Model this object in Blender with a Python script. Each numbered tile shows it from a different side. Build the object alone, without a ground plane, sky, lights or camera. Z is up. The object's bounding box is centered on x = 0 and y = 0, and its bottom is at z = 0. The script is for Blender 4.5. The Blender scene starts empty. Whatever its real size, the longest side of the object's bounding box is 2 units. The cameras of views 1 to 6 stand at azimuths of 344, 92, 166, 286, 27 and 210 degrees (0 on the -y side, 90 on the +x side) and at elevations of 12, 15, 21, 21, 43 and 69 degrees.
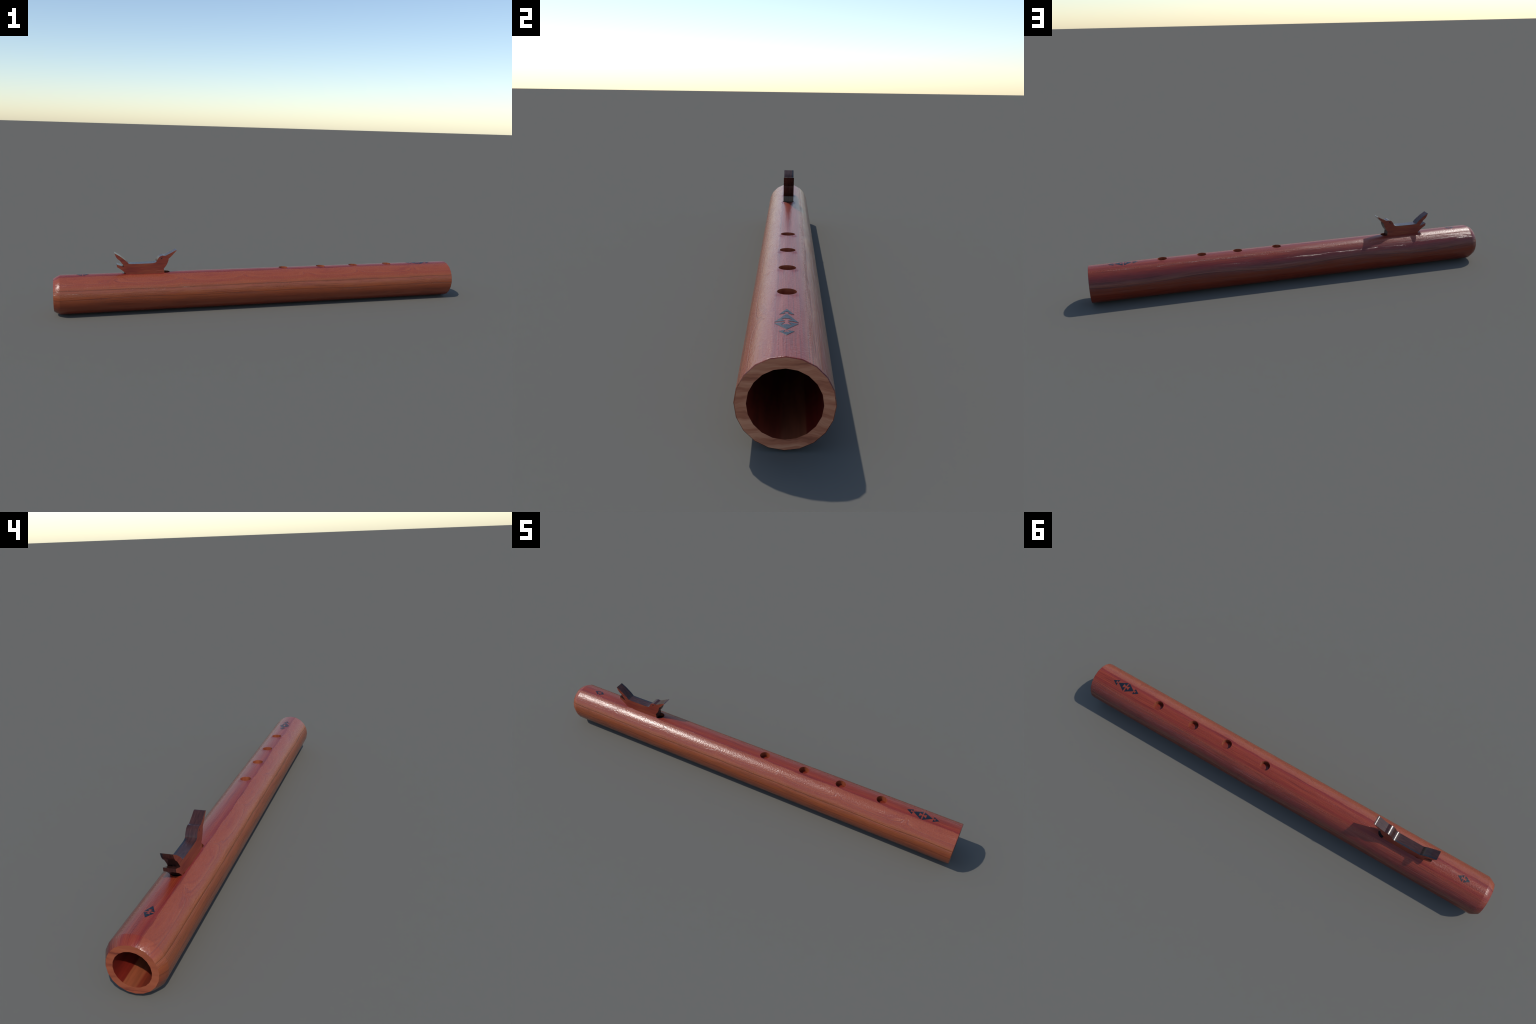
import bpy, bmesh, math
import numpy as np
from mathutils import Vector

# ------------------------------------------------------------------ sizes
R = 0.0907            # circumradius of the 20-sided turned tube
OVAL = 0.992          # the tube is a hair narrower than it is tall
ZC = R                # tube axis height
SIDES = 20
SUB = 6               # mesh columns per flat
BORE_FOOT = 0.0684    # bore radius of the sounding half
BORE_MOUTH = 0.0556   # bore radius of the slow-air chamber
HOLE_R = 0.0224
FINGER_X = [0.655, 0.464, 0.2855, 0.0865]
AIR_X = [-0.500, -0.666]
FLAT_Z = 2 * R        # every hole is spot-faced flat at this height


def srgb(r, g, b):
    def f(c):
        c /= 255.0
        return c / 12.92 if c <= 0.04045 else ((c + 0.055) / 1.055) ** 2.4
    return (f(r), f(g), f(b), 1.0)


def polygon_radius(a, rad):
    """distance from the axis to the flat of a SIDES-gon, corner at the top"""
    step = 2 * math.pi / SIDES
    t = (a + step / 2) % step - step / 2
    return rad * math.cos(step / 2) / math.cos(step / 2 - abs(t))


def tube_top_z(x, y):
    """height of the tube's upper surface, spot faces included"""
    y0, y = y, y / OVAL
    a = math.atan2(y, math.sqrt(max(R * R - y * y, 1e-9)))
    for _ in range(3):
        r = polygon_radius(a, R)
        a = math.asin(max(-1, min(1, y / r)))
    z = ZC + polygon_radius(a, R) * math.cos(a)
    return spot_face(x, y0, z)


def spot_face(x, y, z):
    for hx in FINGER_X + AIR_X:
        d = math.hypot(x - hx, y)
        if d < 0.0310:
            k = min(1.0, max(0.0, (0.0310 - d) / (0.0310 - 0.0232)))
            z = z + (FLAT_Z - z) * k
    return z


# ------------------------------------------------------------------ node helper
class Nodes:
    def __init__(self, name):
        self.mat = bpy.data.materials.new(name)
        self.mat.use_nodes = True
        self.t = self.mat.node_tree
        self.bsdf = self.t.nodes["Principled BSDF"]

    def new(self, kind, **kw):
        n = self.t.nodes.new(kind)
        for k, v in kw.items():
            setattr(n, k, v)
        return n

    def put(self, sock, v):
        if isinstance(v, bpy.types.NodeSocket):
            self.t.links.new(v, sock)
        elif v is not None:
            sock.default_value = v

    def m(self, op, a, b=None, c=None, clamp=False):
        n = self.new("ShaderNodeMath", operation=op, use_clamp=clamp)
        for i, v in enumerate((a, b, c)):
            if v is not None:
                self.put(n.inputs[i], v)
        return n.outputs[0]

    def step(self, v, lo, hi):
        n = self.new("ShaderNodeMapRange", interpolation_type="SMOOTHSTEP")
        self.put(n.inputs[0], v)
        self.put(n.inputs[1], lo)
        self.put(n.inputs[2], hi)
        return n.outputs[0]

    def xyz(self):
        c = self.new("ShaderNodeTexCoord")
        s = self.new("ShaderNodeSeparateXYZ")
        self.t.links.new(c.outputs["Object"], s.inputs[0])
        return s.outputs[0], s.outputs[1], s.outputs[2]

    def vec(self, x, y, z):
        n = self.new("ShaderNodeCombineXYZ")
        for i, v in enumerate((x, y, z)):
            self.put(n.inputs[i], v)
        return n.outputs[0]

    def noise(self, vec, scale, detail=3.0, rough=0.55, dist=0.0):
        n = self.new("ShaderNodeTexNoise")
        self.put(n.inputs["Vector"], vec)
        n.inputs["Scale"].default_value = scale
        n.inputs["Detail"].default_value = detail
        n.inputs["Roughness"].default_value = rough
        n.inputs["Distortion"].default_value = dist
        return n.outputs[0]

    def ramp(self, fac, stops, interp="LINEAR"):
        n = self.new("ShaderNodeValToRGB")
        n.color_ramp.interpolation = interp
        e = n.color_ramp.elements
        while len(e) < len(stops):
            e.new(0.5)
        for i, (p, c) in enumerate(stops):
            e[i].position = p
            e[i].color = c
        self.put(n.inputs[0], fac)
        return n.outputs[0]

    def mix(self, fac, a, b, blend="MIX"):
        n = self.new("ShaderNodeMix", data_type="RGBA", blend_type=blend)
        n.clamp_factor = True
        self.put(n.inputs[0], fac)
        self.put(n.inputs[6], a)
        self.put(n.inputs[7], b)
        return n.outputs[2]

    def bump(self, height, strength, dist, prev=None):
        n = self.new("ShaderNodeBump")
        n.inputs["Strength"].default_value = strength
        n.inputs["Distance"].default_value = dist
        self.put(n.inputs["Height"], height)
        if prev is not None:
            self.put(n.inputs["Normal"], prev)
        return n.outputs[0]

    def line(self, v, centre, width):
        """1 on a thin line where v == centre, 0 beyond width"""
        d = self.m("ABSOLUTE", self.m("SUBTRACT", v, centre))
        return self.m("SUBTRACT", 1.0, self.step(d, 0.0, width))


def grey(v):
    return (v, v, v, 1.0)


# ------------------------------------------------------------------ materials
def tube_wood():
    N = Nodes("red_cedar_lengthwise_grain")
    x, y, z = N.xyz()
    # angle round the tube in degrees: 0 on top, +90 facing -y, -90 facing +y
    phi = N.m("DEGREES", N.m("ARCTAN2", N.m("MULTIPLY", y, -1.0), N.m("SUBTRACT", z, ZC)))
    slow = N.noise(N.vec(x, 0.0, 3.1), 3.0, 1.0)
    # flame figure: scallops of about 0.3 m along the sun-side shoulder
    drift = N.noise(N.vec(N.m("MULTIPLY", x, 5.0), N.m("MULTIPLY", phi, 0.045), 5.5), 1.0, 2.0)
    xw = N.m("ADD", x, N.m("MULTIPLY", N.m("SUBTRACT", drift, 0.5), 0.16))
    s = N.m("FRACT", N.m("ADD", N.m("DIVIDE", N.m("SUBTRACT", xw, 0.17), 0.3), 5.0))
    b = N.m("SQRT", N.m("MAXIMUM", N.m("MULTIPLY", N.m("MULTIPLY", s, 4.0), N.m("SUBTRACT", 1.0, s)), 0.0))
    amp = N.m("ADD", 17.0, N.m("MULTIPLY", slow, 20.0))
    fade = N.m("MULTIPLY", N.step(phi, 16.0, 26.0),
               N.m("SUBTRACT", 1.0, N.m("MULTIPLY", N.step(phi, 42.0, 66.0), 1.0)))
    q = N.m("SUBTRACT", phi, N.m("MULTIPLY", N.m("MULTIPLY", b, amp), fade))
    # long lazy wave of the grain on the far side and on the lower front
    wave = N.m("SINE", N.m("MULTIPLY", N.m("SUBTRACT", x, 0.26), 2 * math.pi / 0.75))
    wave = N.m("MULTIPLY", wave, N.m("ADD", N.m("MULTIPLY", N.step(phi, -35.0, -75.0), 5.0),
                                     N.m("MULTIPLY", N.step(phi, 60.0, 95.0), 2.0)))
    q = N.m("SUBTRACT", q, wave)
    wob = N.noise(N.vec(N.m("MULTIPLY", x, 4.0), N.m("MULTIPLY", phi, 0.03), 0.7), 1.0, 2.0)
    q = N.m("ADD", q, N.m("MULTIPLY", N.m("SUBTRACT", wob, 0.5), 7.0))

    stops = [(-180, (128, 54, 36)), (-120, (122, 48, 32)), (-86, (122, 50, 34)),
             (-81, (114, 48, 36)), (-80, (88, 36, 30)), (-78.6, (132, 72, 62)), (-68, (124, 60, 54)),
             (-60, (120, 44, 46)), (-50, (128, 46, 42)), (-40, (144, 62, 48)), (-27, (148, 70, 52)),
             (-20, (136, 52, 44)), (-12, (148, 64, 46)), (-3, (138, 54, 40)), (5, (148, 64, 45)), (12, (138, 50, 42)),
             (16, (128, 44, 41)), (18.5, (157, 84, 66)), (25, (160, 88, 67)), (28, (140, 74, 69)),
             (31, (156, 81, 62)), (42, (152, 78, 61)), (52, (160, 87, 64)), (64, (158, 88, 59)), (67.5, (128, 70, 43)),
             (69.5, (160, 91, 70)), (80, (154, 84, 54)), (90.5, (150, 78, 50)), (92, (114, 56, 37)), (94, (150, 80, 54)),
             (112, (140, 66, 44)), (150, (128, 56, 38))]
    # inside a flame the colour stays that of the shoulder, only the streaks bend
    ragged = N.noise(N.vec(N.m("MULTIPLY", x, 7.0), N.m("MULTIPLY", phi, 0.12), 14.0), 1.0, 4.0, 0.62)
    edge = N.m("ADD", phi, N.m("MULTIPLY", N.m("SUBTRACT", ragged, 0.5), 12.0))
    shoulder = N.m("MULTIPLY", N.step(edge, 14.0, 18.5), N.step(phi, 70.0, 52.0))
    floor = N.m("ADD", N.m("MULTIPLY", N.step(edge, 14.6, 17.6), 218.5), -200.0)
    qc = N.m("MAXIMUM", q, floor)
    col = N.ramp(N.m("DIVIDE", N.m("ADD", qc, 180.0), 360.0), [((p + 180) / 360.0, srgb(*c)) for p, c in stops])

    # hair-fine streaks that follow the figure
    streak = N.noise(N.vec(N.m("MULTIPLY", x, 5.0), N.m("MULTIPLY", q, 0.55), 0.0), 1.0, 4.0, 0.62)
    fine = N.noise(N.vec(N.m("MULTIPLY", x, 22.0), N.m("MULTIPLY", q, 1.9), 4.0), 1.0, 3.0, 0.6)
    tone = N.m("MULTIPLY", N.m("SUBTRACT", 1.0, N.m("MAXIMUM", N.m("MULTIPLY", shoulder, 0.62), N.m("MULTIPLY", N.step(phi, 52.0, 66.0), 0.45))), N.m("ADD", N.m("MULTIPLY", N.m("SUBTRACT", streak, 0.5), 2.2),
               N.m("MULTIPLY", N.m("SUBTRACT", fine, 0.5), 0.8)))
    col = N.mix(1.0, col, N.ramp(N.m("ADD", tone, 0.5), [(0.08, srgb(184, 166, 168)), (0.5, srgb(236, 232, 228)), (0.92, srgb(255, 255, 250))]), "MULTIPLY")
    # purplish clouds on the broad flame area
    cloud = N.noise(N.vec(N.m("MULTIPLY", x, 9.0), N.m("MULTIPLY", q, 0.09), 9.0), 1.0, 4.0, 0.6, 0.6)
    cmask = N.m("MULTIPLY", N.step(cloud, 0.52, 0.70), N.m("MULTIPLY", N.step(phi, 15.0, 20.0), N.step(phi, 110.0, 70.0)))
    col = N.mix(N.m("MULTIPLY", cmask, 0.55), col, srgb(128, 58, 55))
    # dark hairline checks
    hair = N.noise(N.vec(N.m("MULTIPLY", x, 2.4), N.m("MULTIPLY", q, 0.8), 21.0), 1.0, 2.0, 0.5)
    hline = N.m("MULTIPLY", N.line(hair, 0.5, 0.022), N.m("ADD", 0.12, N.m("ADD", N.step(phi, 55.0, 75.0), N.step(phi, -25.0, -40.0))), clamp=True)
    hline = N.m("MULTIPLY", hline, N.step(N.noise(N.vec(N.m("MULTIPLY", x, 6.0), N.m("MULTIPLY", phi, 0.05), 33.0), 1.0, 2.0), 0.42, 0.6))
    col = N.mix(N.m("MULTIPLY", hline, 0.6), col, srgb(76, 32, 26))
    far = N.noise(N.vec(N.m("MULTIPLY", x, 1.7), N.m("MULTIPLY", q, 0.62), 40.0), 1.0, 2.0, 0.5)
    fline = N.m("ADD", N.line(far, 0.47, 0.03), N.m("ADD", N.line(far, 0.56, 0.022), N.line(far, 0.38, 0.03)))
    fline = N.m("MULTIPLY", fline, N.m("MULTIPLY", N.step(phi, -24.0, -38.0), N.step(phi, -100.0, -82.0)), clamp=True)
    col = N.mix(N.m("MULTIPLY", fline, 0.5), col, srgb(70, 30, 30))
    # overall stain
    col = N.mix(1.0, col, (1.04, 0.93, 0.74, 1.0), "MULTIPLY")
    N.put(N.bsdf.inputs["Base Color"], col)

    grain = N.noise(N.vec(N.m("MULTIPLY", x, 150.0), N.m("MULTIPLY", phi, 0.30), 0.0), 1.0, 2.0, 0.5)
    grain = N.m("MULTIPLY", grain, N.m("SUBTRACT", 1.0, N.m("MULTIPLY", N.m("MAXIMUM", N.step(phi, 55.0, 100.0), N.step(phi, -28.0, -48.0)), 0.85)))
    groove = N.m("ADD", N.line(q, 68.0, 1.6), N.m("ADD", N.line(q, 92.0, 1.4), N.m("ADD", N.line(q, -80.0, 1.6), N.m("MULTIPLY", N.line(q, 28.0, 3.0), 0.7))))
    furrow = N.m("MULTIPLY", N.m("ADD", N.line(q, -36.0, 1.2), N.line(q, -46.0, 1.2)), N.step(x, 0.1, -0.5))
    height = N.m("ADD", N.m("MULTIPLY", grain, 0.80), N.m("MULTIPLY", N.m("MULTIPLY", streak, 0.6), N.m("SUBTRACT", 1.0, N.m("MAXIMUM", N.m("MULTIPLY", shoulder, 0.75), N.m("MULTIPLY", N.step(phi, -26.0, -36.0), 0.7)))))
    height = N.m("SUBTRACT", height, N.m("ADD", N.m("MULTIPLY", N.m("ADD", groove, furrow), 0.35), N.m("MULTIPLY", N.m("ADD", hline, N.m("MULTIPLY", fline, 0.3)), 0.4)))
    N.put(N.bsdf.inputs["Normal"], N.bump(height, 0.42, 0.0022))
    N.put(N.bsdf.inputs["Roughness"], N.m("ADD", N.m("ADD", 0.20, N.m("MULTIPLY", N.m("MULTIPLY", N.step(edge, 21.0, 12.0), N.step(phi, -36.0, -18.0)), 0.05)), N.m("MULTIPLY", grain, 0.12)))
    return N.mat


def bore_wood():
    N = Nodes("red_bore_wood")
    x, y, z = N.xyz()
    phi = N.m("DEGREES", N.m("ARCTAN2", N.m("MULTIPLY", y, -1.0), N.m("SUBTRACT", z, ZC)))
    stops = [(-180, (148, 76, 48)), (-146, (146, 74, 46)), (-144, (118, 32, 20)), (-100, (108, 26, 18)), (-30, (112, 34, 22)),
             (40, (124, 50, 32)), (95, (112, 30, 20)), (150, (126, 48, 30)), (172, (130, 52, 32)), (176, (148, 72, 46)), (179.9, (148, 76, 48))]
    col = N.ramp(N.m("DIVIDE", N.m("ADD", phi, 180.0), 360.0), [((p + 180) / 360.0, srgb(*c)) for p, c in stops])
    st = N.noise(N.vec(N.m("MULTIPLY", x, 7.0), N.m("MULTIPLY", y, 90.0), N.m("MULTIPLY", z, 90.0)), 1.0, 4.0, 0.6)
    col = N.mix(1.0, col, N.ramp(st, [(0.25, grey(0.62)), (0.6, grey(1.0))]), "MULTIPLY")
    N.put(N.bsdf.inputs["Base Color"], col)
    N.put(N.bsdf.inputs["Normal"], N.bump(st, 0.2, 0.002))
    N.bsdf.inputs["Roughness"].default_value = 0.42
    return N.mat


def end_grain():
    N = Nodes("end_grain_wood")
    x, y, z = N.xyz()
    wob = N.noise(N.vec(x, N.m("MULTIPLY", y, 14.0), N.m("MULTIPLY", z, 14.0)), 1.0, 3.0)
    v = N.m("ADD", N.m("MULTIPLY", z, 62.0), N.m("MULTIPLY", wob, 2.2))
    n = N.noise(N.vec(N.m("MULTIPLY", y, 5.0), v, N.m("MULTIPLY", x, 3.0)), 1.0, 4.0, 0.65)
    foot = N.step(x, -0.5, 0.5)
    warm = N.ramp(n, [(0.33, srgb(112, 48, 32)), (0.44, srgb(148, 72, 46)), (0.66, srgb(160, 84, 54))])
    dull = N.ramp(n, [(0.32, srgb(148, 80, 56)), (0.46, srgb(180, 106, 76)), (0.64, srgb(208, 140, 106))])
    N.put(N.bsdf.inputs["Base Color"], N.mix(foot, warm, dull))
    N.put(N.bsdf.inputs["Normal"], N.bump(n, 0.25, 0.002))
    N.bsdf.inputs["Roughness"].default_value = 0.5
    return N.mat


def hole_wood():
    N = Nodes("hole_wall_wood")
    x, y, z = N.xyz()
    n = N.noise(N.vec(N.m("MULTIPLY", x, 60.0), N.m("MULTIPLY", y, 60.0), N.m("MULTIPLY", z, 6.0)), 1.0, 3.0)
    col = N.ramp(n, [(0.3, srgb(128, 56, 32)), (0.55, srgb(156, 80, 48)), (0.75, srgb(164, 92, 58))])
    N.put(N.bsdf.inputs["Base Color"], col)
    N.bsdf.inputs["Roughness"].default_value = 0.45
    return N.mat


def floor_wood():
    N = Nodes("hole_floor_wood")
    x, y, z = N.xyz()
    n = N.noise(N.vec(N.m("MULTIPLY", x, 40.0), N.m("MULTIPLY", y, 160.0), 2.0), 1.0, 3.0)
    N.put(N.bsdf.inputs["Base Color"], N.ramp(n, [(0.3, srgb(112, 36, 22)), (0.7, srgb(132, 48, 30))]))
    N.bsdf.inputs["Roughness"].default_value = 0.4
    return N.mat


def bird_side_wood():
    N = Nodes("bird_flank_wood")
    x, y, z = N.xyz()
    warp = N.noise(N.vec(N.m("MULTIPLY", x, 9.0), 0.0, N.m("MULTIPLY", z, 9.0)), 1.0, 2.0)
    zz = N.m("ADD", z, N.m("MULTIPLY", warp, 0.012))
    n = N.noise(N.vec(N.m("MULTIPLY", x, 14.0), N.m("MULTIPLY", y, 6.0), N.m("MULTIPLY", zz, 230.0)), 1.0, 4.0, 0.6)
    big = N.noise(N.vec(N.m("MULTIPLY", x, 8.0), N.m("MULTIPLY", y, 3.0), N.m("MULTIPLY", zz, 55.0)), 1.0, 2.0)
    col = N.ramp(big, [(0.34, srgb(116, 34, 24)), (0.5, srgb(130, 48, 30)), (0.66, srgb(142, 66, 38))])
    col = N.mix(1.0, col, N.ramp(n, [(0.3, grey(0.70)), (0.5, grey(1.0)), (0.72, srgb(255, 255, 252))]), "MULTIPLY")
    col = N.mix(N.step(n, 0.60, 0.74), col, srgb(152, 84, 70))
    N.put(N.bsdf.inputs["Base Color"], col)
    N.put(N.bsdf.inputs["Normal"], N.bump(n, 0.25, 0.0015))
    N.bsdf.inputs["Roughness"].default_value = 0.45
    return N.mat


def bird_edge_wood():
    N = Nodes("bird_dark_edge_wood")
    x, y, z = N.xyz()
    n = N.noise(N.vec(N.m("MULTIPLY", x, 30.0), N.m("MULTIPLY", y, 160.0), N.m("MULTIPLY", z, 30.0)), 1.0, 4.0, 0.6)
    ring = N.noise(N.vec(N.m("MULTIPLY", x, 16.0), N.m("MULTIPLY", y, 38.0), N.m("MULTIPLY", z, 8.0)), 1.0, 1.0)
    rl = N.m("ADD", N.line(ring, 0.52, 0.02), N.line(ring, 0.62, 0.015))
    col = N.ramp(n, [(0.3, srgb(46, 24, 22)), (0.6, srgb(66, 38, 34)), (0.8, srgb(78, 50, 46))])
    # a blue-black line along one edge of the back and tail
    band = N.m("MULTIPLY", N.step(y, 0.0132, 0.0140), N.m("LESS_THAN", x, -0.545))
    band = N.m("MULTIPLY", band, N.m("GREATER_THAN", N.m("ADD", z, N.m("MULTIPLY", x, 0.02)), 0.2125))
    col = N.mix(N.m("MULTIPLY", band, 0.85), col, srgb(26, 33, 42))
    N.put(N.bsdf.inputs["Base Color"], col)
    h = N.m("ADD", N.m("MULTIPLY", n, 0.5), N.m("MULTIPLY", rl, 0.3))
    N.put(N.bsdf.inputs["Normal"], N.bump(h, 0.16, 0.0015))
    N.bsdf.inputs["Roughness"].default_value = 0.25
    N.bsdf.inputs["Specular IOR Level"].default_value = 0.42
    return N.mat


def ink():
    N = Nodes("burnt_blue_black_ink")
    x, y, z = N.xyz()
    n = N.noise(N.vec(N.m("MULTIPLY", x, 150.0), N.m("MULTIPLY", y, 230.0), 0.0), 1.0, 3.0)
    N.put(N.bsdf.inputs["Base Color"], N.ramp(n, [(0.3, srgb(12, 17, 26)), (0.7, srgb(20, 27, 38))]))
    N.put(N.bsdf.inputs["Normal"], N.bump(n, 0.35, 0.0022))
    N.bsdf.inputs["Roughness"].default_value = 0.34
    return N.mat


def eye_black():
    N = Nodes("near_black_brown")
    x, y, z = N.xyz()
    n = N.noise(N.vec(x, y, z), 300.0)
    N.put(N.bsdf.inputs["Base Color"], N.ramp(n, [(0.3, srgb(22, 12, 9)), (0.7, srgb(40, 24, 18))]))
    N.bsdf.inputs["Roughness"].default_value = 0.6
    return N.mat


M_TUBE, M_BORE, M_END, M_HOLE, M_FLOOR = tube_wood(), bore_wood(), end_grain(), hole_wood(), floor_wood()
M_SIDE, M_EDGE, M_INK, M_EYE = bird_side_wood(), bird_edge_wood(), ink(), eye_black()

# ------------------------------------------------------------------ scene root
scene = bpy.context.scene
root = bpy.data.objects.new("wooden_flute", None)
root["label"] = "long red wooden flute with carved bird block and finger holes"
root["category"] = "wooden flute"
scene.collection.objects.link(root)


def add_mesh(name, verts, faces, mats, parent, mat_idx=None, normals=None, props=None):
    me = bpy.data.meshes.new(name)
    me.from_pydata([tuple(v) for v in verts], [], faces)
    for mm in mats:
        me.materials.append(mm)
    if mat_idx is not None:
        me.polygons.foreach_set("material_index", mat_idx)
    me.update()
    if normals is not None:
        me.polygons.foreach_set("use_smooth", [True] * len(me.polygons))
        # an edge is sharp wherever the two faces on it ask for different normals
        seen, sharp = {}, set()
        for p in me.polygons:
            for li in p.loop_indices:
                v, e = me.loops[li].vertex_index, me.loops[li].edge_index
                prev = me.loops[p.loop_start + (li - p.loop_start - 1) % p.loop_total].edge_index
                for ed in (e, prev):
                    if (ed, v) in seen:
                        if np.abs(np.array(normals[li]) - seen[(ed, v)]).max() > 2e-3:
                            sharp.add(ed)
                    else:
                        seen[(ed, v)] = np.array(normals[li])
        me.edges.foreach_set("use_edge_sharp", [e.index in sharp for e in me.edges])
        me.normals_split_custom_set([tuple(n) for n in normals])
    ob = bpy.data.objects.new(name, me)
    for k, v in (props or {}).items():
        ob[k] = v
    scene.collection.objects.link(ob)
    ob.parent = parent
    return ob


# ------------------------------------------------------------------ tube
# lengthwise stations (x, outer radius): a rounded foot edge, a chamfered mouth end
xs = [-1.0, -0.9906, -0.9811, -0.9716]
x = -0.966
while x < 0.995:
    near = min(abs(x - h) for h in FINGER_X + AIR_X) < 0.045
    xs.append(x)
    x += 0.004 if near else 0.016
xs += [0.9975, 0.9993, 1.0]


def outer_radius(x):
    if x < -0.9716:
        t = (x + 1.0) / (1.0 - 0.9716)
        return 0.0753 + (R - 0.0753) * t + 0.0008 * math.sin(math.pi * t)
    if x > 0.9975:
        t = (x - 0.9975) / 0.0025
        return R - 0.0018 * (1 - math.sqrt(max(0, 1 - t * t)))
    return R


COLS = SIDES * SUB
verts, faces = [], []


def ring(x, rad_fn, spot):
    base = len(verts)
    for i in range(COLS):
        a = 2 * math.pi * i / COLS
        r = polygon_radius(a, rad_fn)
        y, z = -r * math.sin(a) * OVAL, ZC + r * math.cos(a)
        if spot and z > ZC + 0.07:
            z = spot_face(x, y, z)
        verts.append((x, y, z))
    return base


def bridge(b0, b1):
    for i in range(COLS):
        j = (i + 1) % COLS
        faces.append((b0 + i, b0 + j, b1 + j, b1 + i))


outer = [ring(x, outer_radius(x), abs(x) < 0.96) for x in xs]
bores_x = [(1.0, BORE_FOOT), (0.5, BORE_FOOT), (0.0, BORE_FOOT), (-0.545, BORE_FOOT)]
inner_a = [ring(x, r, False) for x, r in bores_x]
bores_m = [(-1.0, BORE_MOUTH), (-0.8, BORE_MOUTH), (-0.615, BORE_MOUTH)]
inner_b = [ring(x, r, False) for x, r in bores_m]
for seq in (outer, inner_a, inner_b[::-1]):
    for p, n in zip(seq, seq[1:]):
        bridge(p, n)
bridge(outer[-1], inner_a[0])
bridge(inner_b[0], outer[0])
# the solid plug between the air chamber and the sounding bore
faces.append(tuple(range(inner_a[-1], inner_a[-1] + COLS)))
faces.append(tuple(reversed(range(inner_b[-1], inner_b[-1] + COLS))))

me = bpy.data.meshes.new("tube_blank")
me.from_pydata(verts, [], faces)
bm = bmesh.new()
bm.from_mesh(me)
bmesh.ops.recalc_face_normals(bm, faces=bm.faces)
bm.to_mesh(me)
bm.free()
blank = bpy.data.objects.new("tube_blank", me)
scene.collection.objects.link(blank)

# drill the six holes in one boolean
cv, cf = [], []
SEG = 40
for hx in FINGER_X + AIR_X:
    base = len(cv)
    for zz in (ZC + 0.02, 0.25):
        for i in range(SEG):
            a = 2 * math.pi * i / SEG
            cv.append((hx + HOLE_R * math.cos(a), HOLE_R * math.sin(a), zz))
    for i in range(SEG):
        j = (i + 1) % SEG
        cf.append((base + i, base + j, base + SEG + j, base + SEG + i))
    cf.append(tuple(reversed(range(base, base + SEG))))
    cf.append(tuple(range(base + SEG, base + 2 * SEG)))
cme = bpy.data.meshes.new("drill_bits")
cme.from_pydata(cv, [], cf)
drill = bpy.data.objects.new("drill_bits", cme)
scene.collection.objects.link(drill)
mod = blank.modifiers.new("drill", "BOOLEAN")
mod.operation = "DIFFERENCE"
mod.solver = "EXACT"
mod.object = drill
dg = bpy.context.evaluated_depsgraph_get()
cut = bpy.data.meshes.new_from_object(blank.evaluated_get(dg))
bpy.data.objects.remove(blank)
bpy.data.objects.remove(drill)

V = np.array([v.co[:] for v in cut.vertices])
parts = {}


def hole_of(c):
    for k, hx in enumerate(FINGER_X + AIR_X):
        if math.hypot(c[0] - hx, c[1]) < HOLE_R + 1e-4:
            return k
    return None


for p in cut.polygons:
    idx = list(p.vertices)
    c = V[idx].mean(axis=0)
    h = hole_of(c)
    on_wall = h is not None and all(
        abs(math.hypot(V[i][0] - (FINGER_X + AIR_X)[h], V[i][1]) - HOLE_R) < 4e-4 for i in idx)
    rr = math.hypot(c[1], c[2] - ZC)
    if on_wall and c[2] > ZC + 0.03:
        key = ("hole", h)
    elif abs(c[0] - 1.0) < 1e-5:
        key = ("foot_rim", 0)
    elif abs(c[0] + 1.0) < 1e-5:
        key = ("mouth_rim", 0)
    elif rr > 0.5 * (R + BORE_FOOT) - 0.002 or c[0] < -0.9716 and rr > 0.072:
        key = ("tube", 0)
    elif c[0] > -0.58:
        key = ("foot_bore", 0)
    else:
        key = ("mouth_bore", 0)
    parts.setdefault(key, []).append(idx)


def radial(v):
    d = np.array([0.0, v[1], v[2] - ZC])
    return d / np.linalg.norm(d)


def tube_normal(v, c):
    n = radial(v)
    if c[0] < -0.9716:                       # mouth chamfer, gently crowned
        t = (v[0] + 1.0) / 0.0284
        tilt = math.radians(36 - 26 * t)
        n = n * math.cos(tilt) + np.array([-math.sin(tilt), 0, 0])
    elif v[0] > 0.9974:                      # rounded foot edge
        t = min(1.0, (v[0] - 0.9975) / 0.0025)
        n = n * math.cos(t * 0.9) + np.array([math.sin(t * 0.9), 0, 0])
    return n


def emit(name, key, mat):
    polys = parts[key]
    used = sorted({i for f in polys for i in f})
    remap = {o: n for n, o in enumerate(used)}
    normals = []
    for f in polys:
        c = V[f].mean(axis=0)
        for i in f:
            v = V[i]
            if key[0] == "tube":
                n = tube_normal(v, c)
            elif key[0] == "hole":
                hx = (FINGER_X + AIR_X)[key[1]]
                n = np.array([hx - v[0], -v[1], 0.0])
                n /= np.linalg.norm(n)
            elif key[0] == "foot_rim":
                n = np.array([1.0, 0, 0])
            elif key[0] == "mouth_rim":
                n = np.array([-1.0, 0, 0])
            else:
                wall = abs(c[0] + 0.545) < 1e-4 or abs(c[0] + 0.615) < 1e-4
                n = np.array([1.0 if c[0] > -0.58 else -1.0, 0, 0]) if wall else -radial(v)
            normals.append(n)
    return add_mesh(name, V[used], [[remap[i] for i in f] for f in polys], [mat], root, normals=normals)


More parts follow.
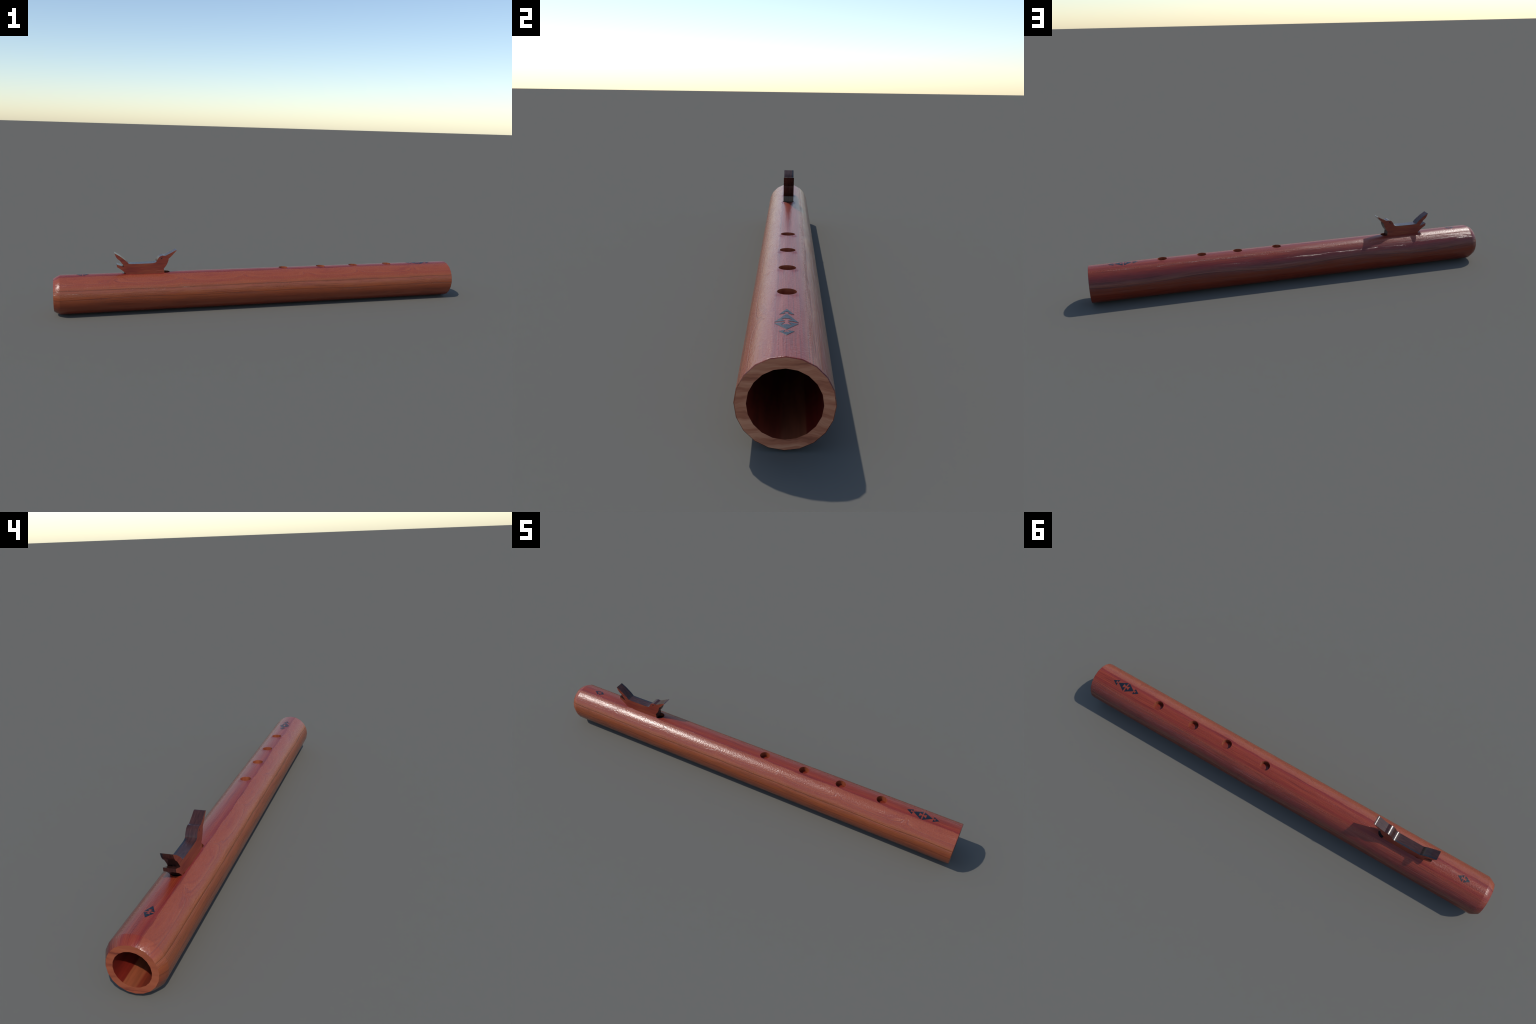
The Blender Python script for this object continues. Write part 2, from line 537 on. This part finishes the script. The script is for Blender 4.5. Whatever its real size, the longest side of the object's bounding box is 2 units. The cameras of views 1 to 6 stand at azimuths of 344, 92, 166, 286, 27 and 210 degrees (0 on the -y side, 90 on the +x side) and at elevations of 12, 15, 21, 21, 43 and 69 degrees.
emit("flute_tube", ("tube", 0), M_TUBE)
emit("foot_rim", ("foot_rim", 0), M_END)
emit("mouthpiece_rim", ("mouth_rim", 0), M_END)
emit("sounding_bore", ("foot_bore", 0), M_BORE)
emit("air_chamber_bore", ("mouth_bore", 0), M_BORE)


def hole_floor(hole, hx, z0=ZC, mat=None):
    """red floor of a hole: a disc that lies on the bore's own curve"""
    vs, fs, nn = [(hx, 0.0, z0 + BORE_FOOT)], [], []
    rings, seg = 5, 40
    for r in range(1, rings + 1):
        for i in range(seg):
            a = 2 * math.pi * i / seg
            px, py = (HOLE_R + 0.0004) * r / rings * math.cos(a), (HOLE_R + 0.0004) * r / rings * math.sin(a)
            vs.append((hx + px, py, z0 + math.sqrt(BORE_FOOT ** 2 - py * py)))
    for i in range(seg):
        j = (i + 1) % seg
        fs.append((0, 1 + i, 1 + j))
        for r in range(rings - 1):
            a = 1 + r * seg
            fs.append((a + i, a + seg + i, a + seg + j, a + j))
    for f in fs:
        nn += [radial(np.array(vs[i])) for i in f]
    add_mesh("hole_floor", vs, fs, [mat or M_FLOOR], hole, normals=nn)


for k in range(4):
    hole_floor(emit("finger_hole", ("hole", k), M_HOLE), FINGER_X[k])
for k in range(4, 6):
    hole_floor(emit("air_hole", ("hole", k), M_HOLE), AIR_X[k - 4], ZC + 0.006, M_EYE)  # floor coloured near-black for the darkness seen down the air holes
bpy.data.meshes.remove(cut)

# ------------------------------------------------------------------ carved bird
HW = 0.0202  # half thickness of the board the bird is sawn from


def smooth_run(pts, n=4):
    """Catmull-Rom through a run of outline points, ends kept"""
    P = [np.array(p, float) for p in pts]
    P = [2 * P[0] - P[1]] + P + [2 * P[-1] - P[-2]]
    out = []
    for i in range(1, len(P) - 2):
        for k in range(n):
            t = k / n
            a, b, c, d = P[i - 1], P[i], P[i + 1], P[i + 2]
            out.append(tuple(0.5 * (2 * b + (c - a) * t + (2 * a - 5 * b + 4 * c - d) * t * t + (3 * b - a - 3 * c + d) * t ** 3)))
    out.append(tuple(P[-2]))
    return out


B0 = (-0.6672, 0.2278)   # tail meets back
NT = (-0.6884, 0.2149)   # notch under the tail
H0 = (-0.5412, 0.2342)   # nape
C0 = (-0.4893, 0.2278)   # throat
K0 = (-0.4996, 0.2614)   # brow
K1 = (-0.4845, 0.2468)   # chin
TIP = (-0.7308, 0.2798)

tail_under = smooth_run([NT, (-0.6925, 0.2232), (-0.7071, 0.2435), (-0.7172, 0.2521), (-0.7261, 0.2656), TIP])
tail_over = smooth_run([TIP, (-0.7188, 0.2722), (-0.7051, 0.2634), (-0.6933, 0.2538), (-0.678, 0.2408), B0])
back = smooth_run([B0, (-0.642, 0.2270), (-0.5985, 0.2273), (-0.5545, 0.2285), H0])
head_over = smooth_run([H0, (-0.5396, 0.2385), (-0.5369, 0.2438), (-0.5289, 0.2547), (-0.5209, 0.2600), (-0.512, 0.2624), (-0.505, 0.2618), K0])
beak = [K0, (-0.4729, 0.2745), (-0.4545, 0.2843), (-0.4522, 0.2854), (-0.4460, 0.2860), (-0.4550, 0.2767), (-0.4693, 0.2610), K1]
chin = smooth_run([K1, (-0.4856, 0.2384), C0])
breast = smooth_run([C0, (-0.4953, 0.2162), (-0.5010, 0.2083), (-0.5072, 0.2013)])
foot = [(-0.5072, 0.2013), (-0.5060, 0.1923), (-0.5046, 0.1768)]
sole = [(-0.5046, 0.1768), (-0.6762, 0.1768)]
rump = smooth_run([(-0.6762, 0.1768), (-0.6830, 0.1850), (-0.7010, 0.2012), (-0.7199, 0.2142)])
fluke = [(-0.7199, 0.2142), (-0.7214, 0.2272), (-0.6956, 0.2174), NT]

regions = {
    "bird_tail": [tail_under, tail_over, [B0, NT]],
    "bird_torso": [back, [H0, C0], breast, foot, sole, rump, fluke, [NT, B0]],
    "bird_head": [head_over, [K0, K1], chin, [C0, H0]],
    "bird_beak": [beak, [K1, K0]],
}
seams = {(B0, NT), (NT, B0), (H0, C0), (C0, H0), (K0, K1), (K1, K0)}

# smooth normals of the whole sawn edge, so the parts show no seam
loop = []
for run in (tail_over, back, head_over, beak, chin, breast, foot, sole, rump, fluke, tail_under):
    loop += [tuple(np.round(p, 6)) for p in run[:-1]]
edge_n = {}
for i, p in enumerate(loop):
    q = loop[(i + 1) % len(loop)]
    d = np.array(q) - np.array(p)
    n = np.array([-d[1], d[0]]) / np.linalg.norm(d)      # outward for a clockwise outline
    edge_n[(p, q)] = n
by_vert = {}
for (p, q), n in edge_n.items():
    by_vert.setdefault(p, []).append(n)
    by_vert.setdefault(q, []).append(n)


def soft_normal(p, own):
    s = sum((n for n in by_vert[p] if n @ own > math.cos(math.radians(24))), np.zeros(2))
    s = s / np.linalg.norm(s)
    return np.array([s[0], 0, s[1]])


bird = bpy.data.objects.new("carved_bird", None)
bird.parent = root
scene.collection.objects.link(bird)
for name, runs in regions.items():
    poly, rim = [], []
    for run in runs:
        pts = [tuple(np.round(p, 6)) for p in run]
        sealed = (run[0], run[-1]) in seams and len(run) == 2
        for a, c in zip(pts, pts[1:]):
            poly.append(a)
            if not sealed:
                rim.append((a, c))
    n = len(poly)
    at = {p: i for i, p in enumerate(poly)}
    vs = [(p[0], -HW, p[1]) for p in poly] + [(p[0], HW, p[1]) for p in poly]
    fs, mi, nn = [], [], []
    bm = bmesh.new()                                      # flank, triangulated once for both sides
    bv = [bm.verts.new((p[0], 0, p[1])) for p in poly]
    bm.faces.new(bv)
    bm.verts.index_update()
    bm.normal_update()
    bmesh.ops.triangulate(bm, faces=bm.faces[:])
    for f in bm.faces:
        t = [v.index for v in f.verts]
        e1 = Vector(vs[t[1]]) - Vector(vs[t[0]])
        e2 = Vector(vs[t[2]]) - Vector(vs[t[0]])
        if e1.cross(e2).y > 0:
            t.reverse()
        fs.append(tuple(t)); mi.append(0); nn += [(0, -1, 0)] * 3
        fs.append(tuple(i + n for i in reversed(t))); mi.append(0); nn += [(0, 1, 0)] * 3
    bm.free()
    for a, c in rim:
        i, j = at[a], at[c]
        own = edge_n.get((a, c))
        na, nc = soft_normal(a, own), soft_normal(c, own)
        fs.append((i, j, j + n, i + n)); mi.append(1); nn += [na, nc, nc, na]
    add_mesh(name, vs, fs, [M_SIDE, M_EDGE], bird, mi, nn)

# almond eyes: dark lenses standing slightly proud of both flanks
for sgn in (-1, 1):
    bm = bmesh.new()
    bmesh.ops.create_uvsphere(bm, u_segments=20, v_segments=10, radius=1.0)
    ca, sa = math.cos(math.radians(36)), math.sin(math.radians(36))
    for v in bm.verts:
        u, w = v.co.x * 0.0060, v.co.z * (0.0025 + 0.0009 * v.co.x)
        v.co = Vector((-0.5180 + ca * u - sa * w, sgn * (HW - 0.0001 + 0.0006 * v.co.y * sgn), 0.2495 + sa * u + ca * w))
    bmesh.ops.recalc_face_normals(bm, faces=bm.faces)
    em = bpy.data.meshes.new("bird_eye")
    bm.to_mesh(em)
    bm.free()
    for p in em.polygons:
        p.use_smooth = True
    em.materials.append(M_EYE)
    eo = bpy.data.objects.new("bird_eye", em)
    eo.parent = bird
    scene.collection.objects.link(eo)


# ------------------------------------------------------------------ emblems on top of the tube
def emblem(name, polys, parent):
    """flat ink figures laid over the tube: cut fine, then dropped on its surface"""
    bm = bmesh.new()
    for poly in polys:
        f = bm.faces.new([bm.verts.new((px, py, 0)) for px, py in poly])
    bm.normal_update()
    bmesh.ops.triangulate(bm, faces=bm.faces[:])
    for _ in range(3):
        bmesh.ops.subdivide_edges(bm, edges=bm.edges[:], cuts=1, use_grid_fill=True)
    bmesh.ops.triangulate(bm, faces=bm.faces[:])
    for f in bm.faces:
        f.normal_update()
        if f.normal.z < 0:
            f.normal_flip()
    border = [e for e in bm.edges if e.is_boundary]
    ext = bmesh.ops.extrude_edge_only(bm, edges=border)
    skirt = {v for v in ext["geom"] if isinstance(v, bmesh.types.BMVert)}
    for v in bm.verts:
        a = math.atan2(-v.co.y, math.sqrt(R * R - v.co.y ** 2))
        v.co.z = tube_top_z(v.co.x, v.co.y) + (-0.0008 if v in skirt else 0.0005)
    me = bpy.data.meshes.new(name)
    bm.to_mesh(me)
    bm.free()
    me.materials.append(M_INK)
    nn = []
    for p in me.polygons:
        for i in p.vertices:
            nn.append(tuple(radial(np.array(me.vertices[i].co[:]))))
    me.polygons.foreach_set("use_smooth", [True] * len(me.polygons))
    me.normals_split_custom_set(nn)
    ob = bpy.data.objects.new(name, me)
    ob.parent = parent
    scene.collection.objects.link(ob)
    return ob


def notched_half(cx, s, apex, arm_x, arm_y, in_x, in_y, no_x, no_y):
    """an arrow-like half lozenge with a small wedge cut out of its base; s = +1 / -1 side"""
    return [(cx + s * px, py) for px, py in
            [(apex, 0), (arm_x, arm_y), (in_x, in_y), (no_x, no_y), (no_x, -no_y), (in_x, -in_y), (arm_x, -arm_y)]]


lozenge = [notched_half(0.8377, s, 0.0421, 0.0032, 0.0240, 0.0030, 0.0030, 0.0155, 0.0104) for s in (1, -1)]
tips = [[(0.8384 + s * px, py) for px, py in
         [(0.0697, 0), (0.0443, 0.0152), (0.0445, 0.0024), (0.0532, 0.0060), (0.0532, -0.0060), (0.0445, -0.0024), (0.0443, -0.0152)]]
        for s in (1, -1)]
emblem("foot_emblem", lozenge + tips, root)
emblem("mouthpiece_emblem", [notched_half(-0.8727, s, 0.0272, 0.0028, 0.0152, 0.0026, 0.0022, 0.0105, 0.0066) for s in (1, -1)], root)
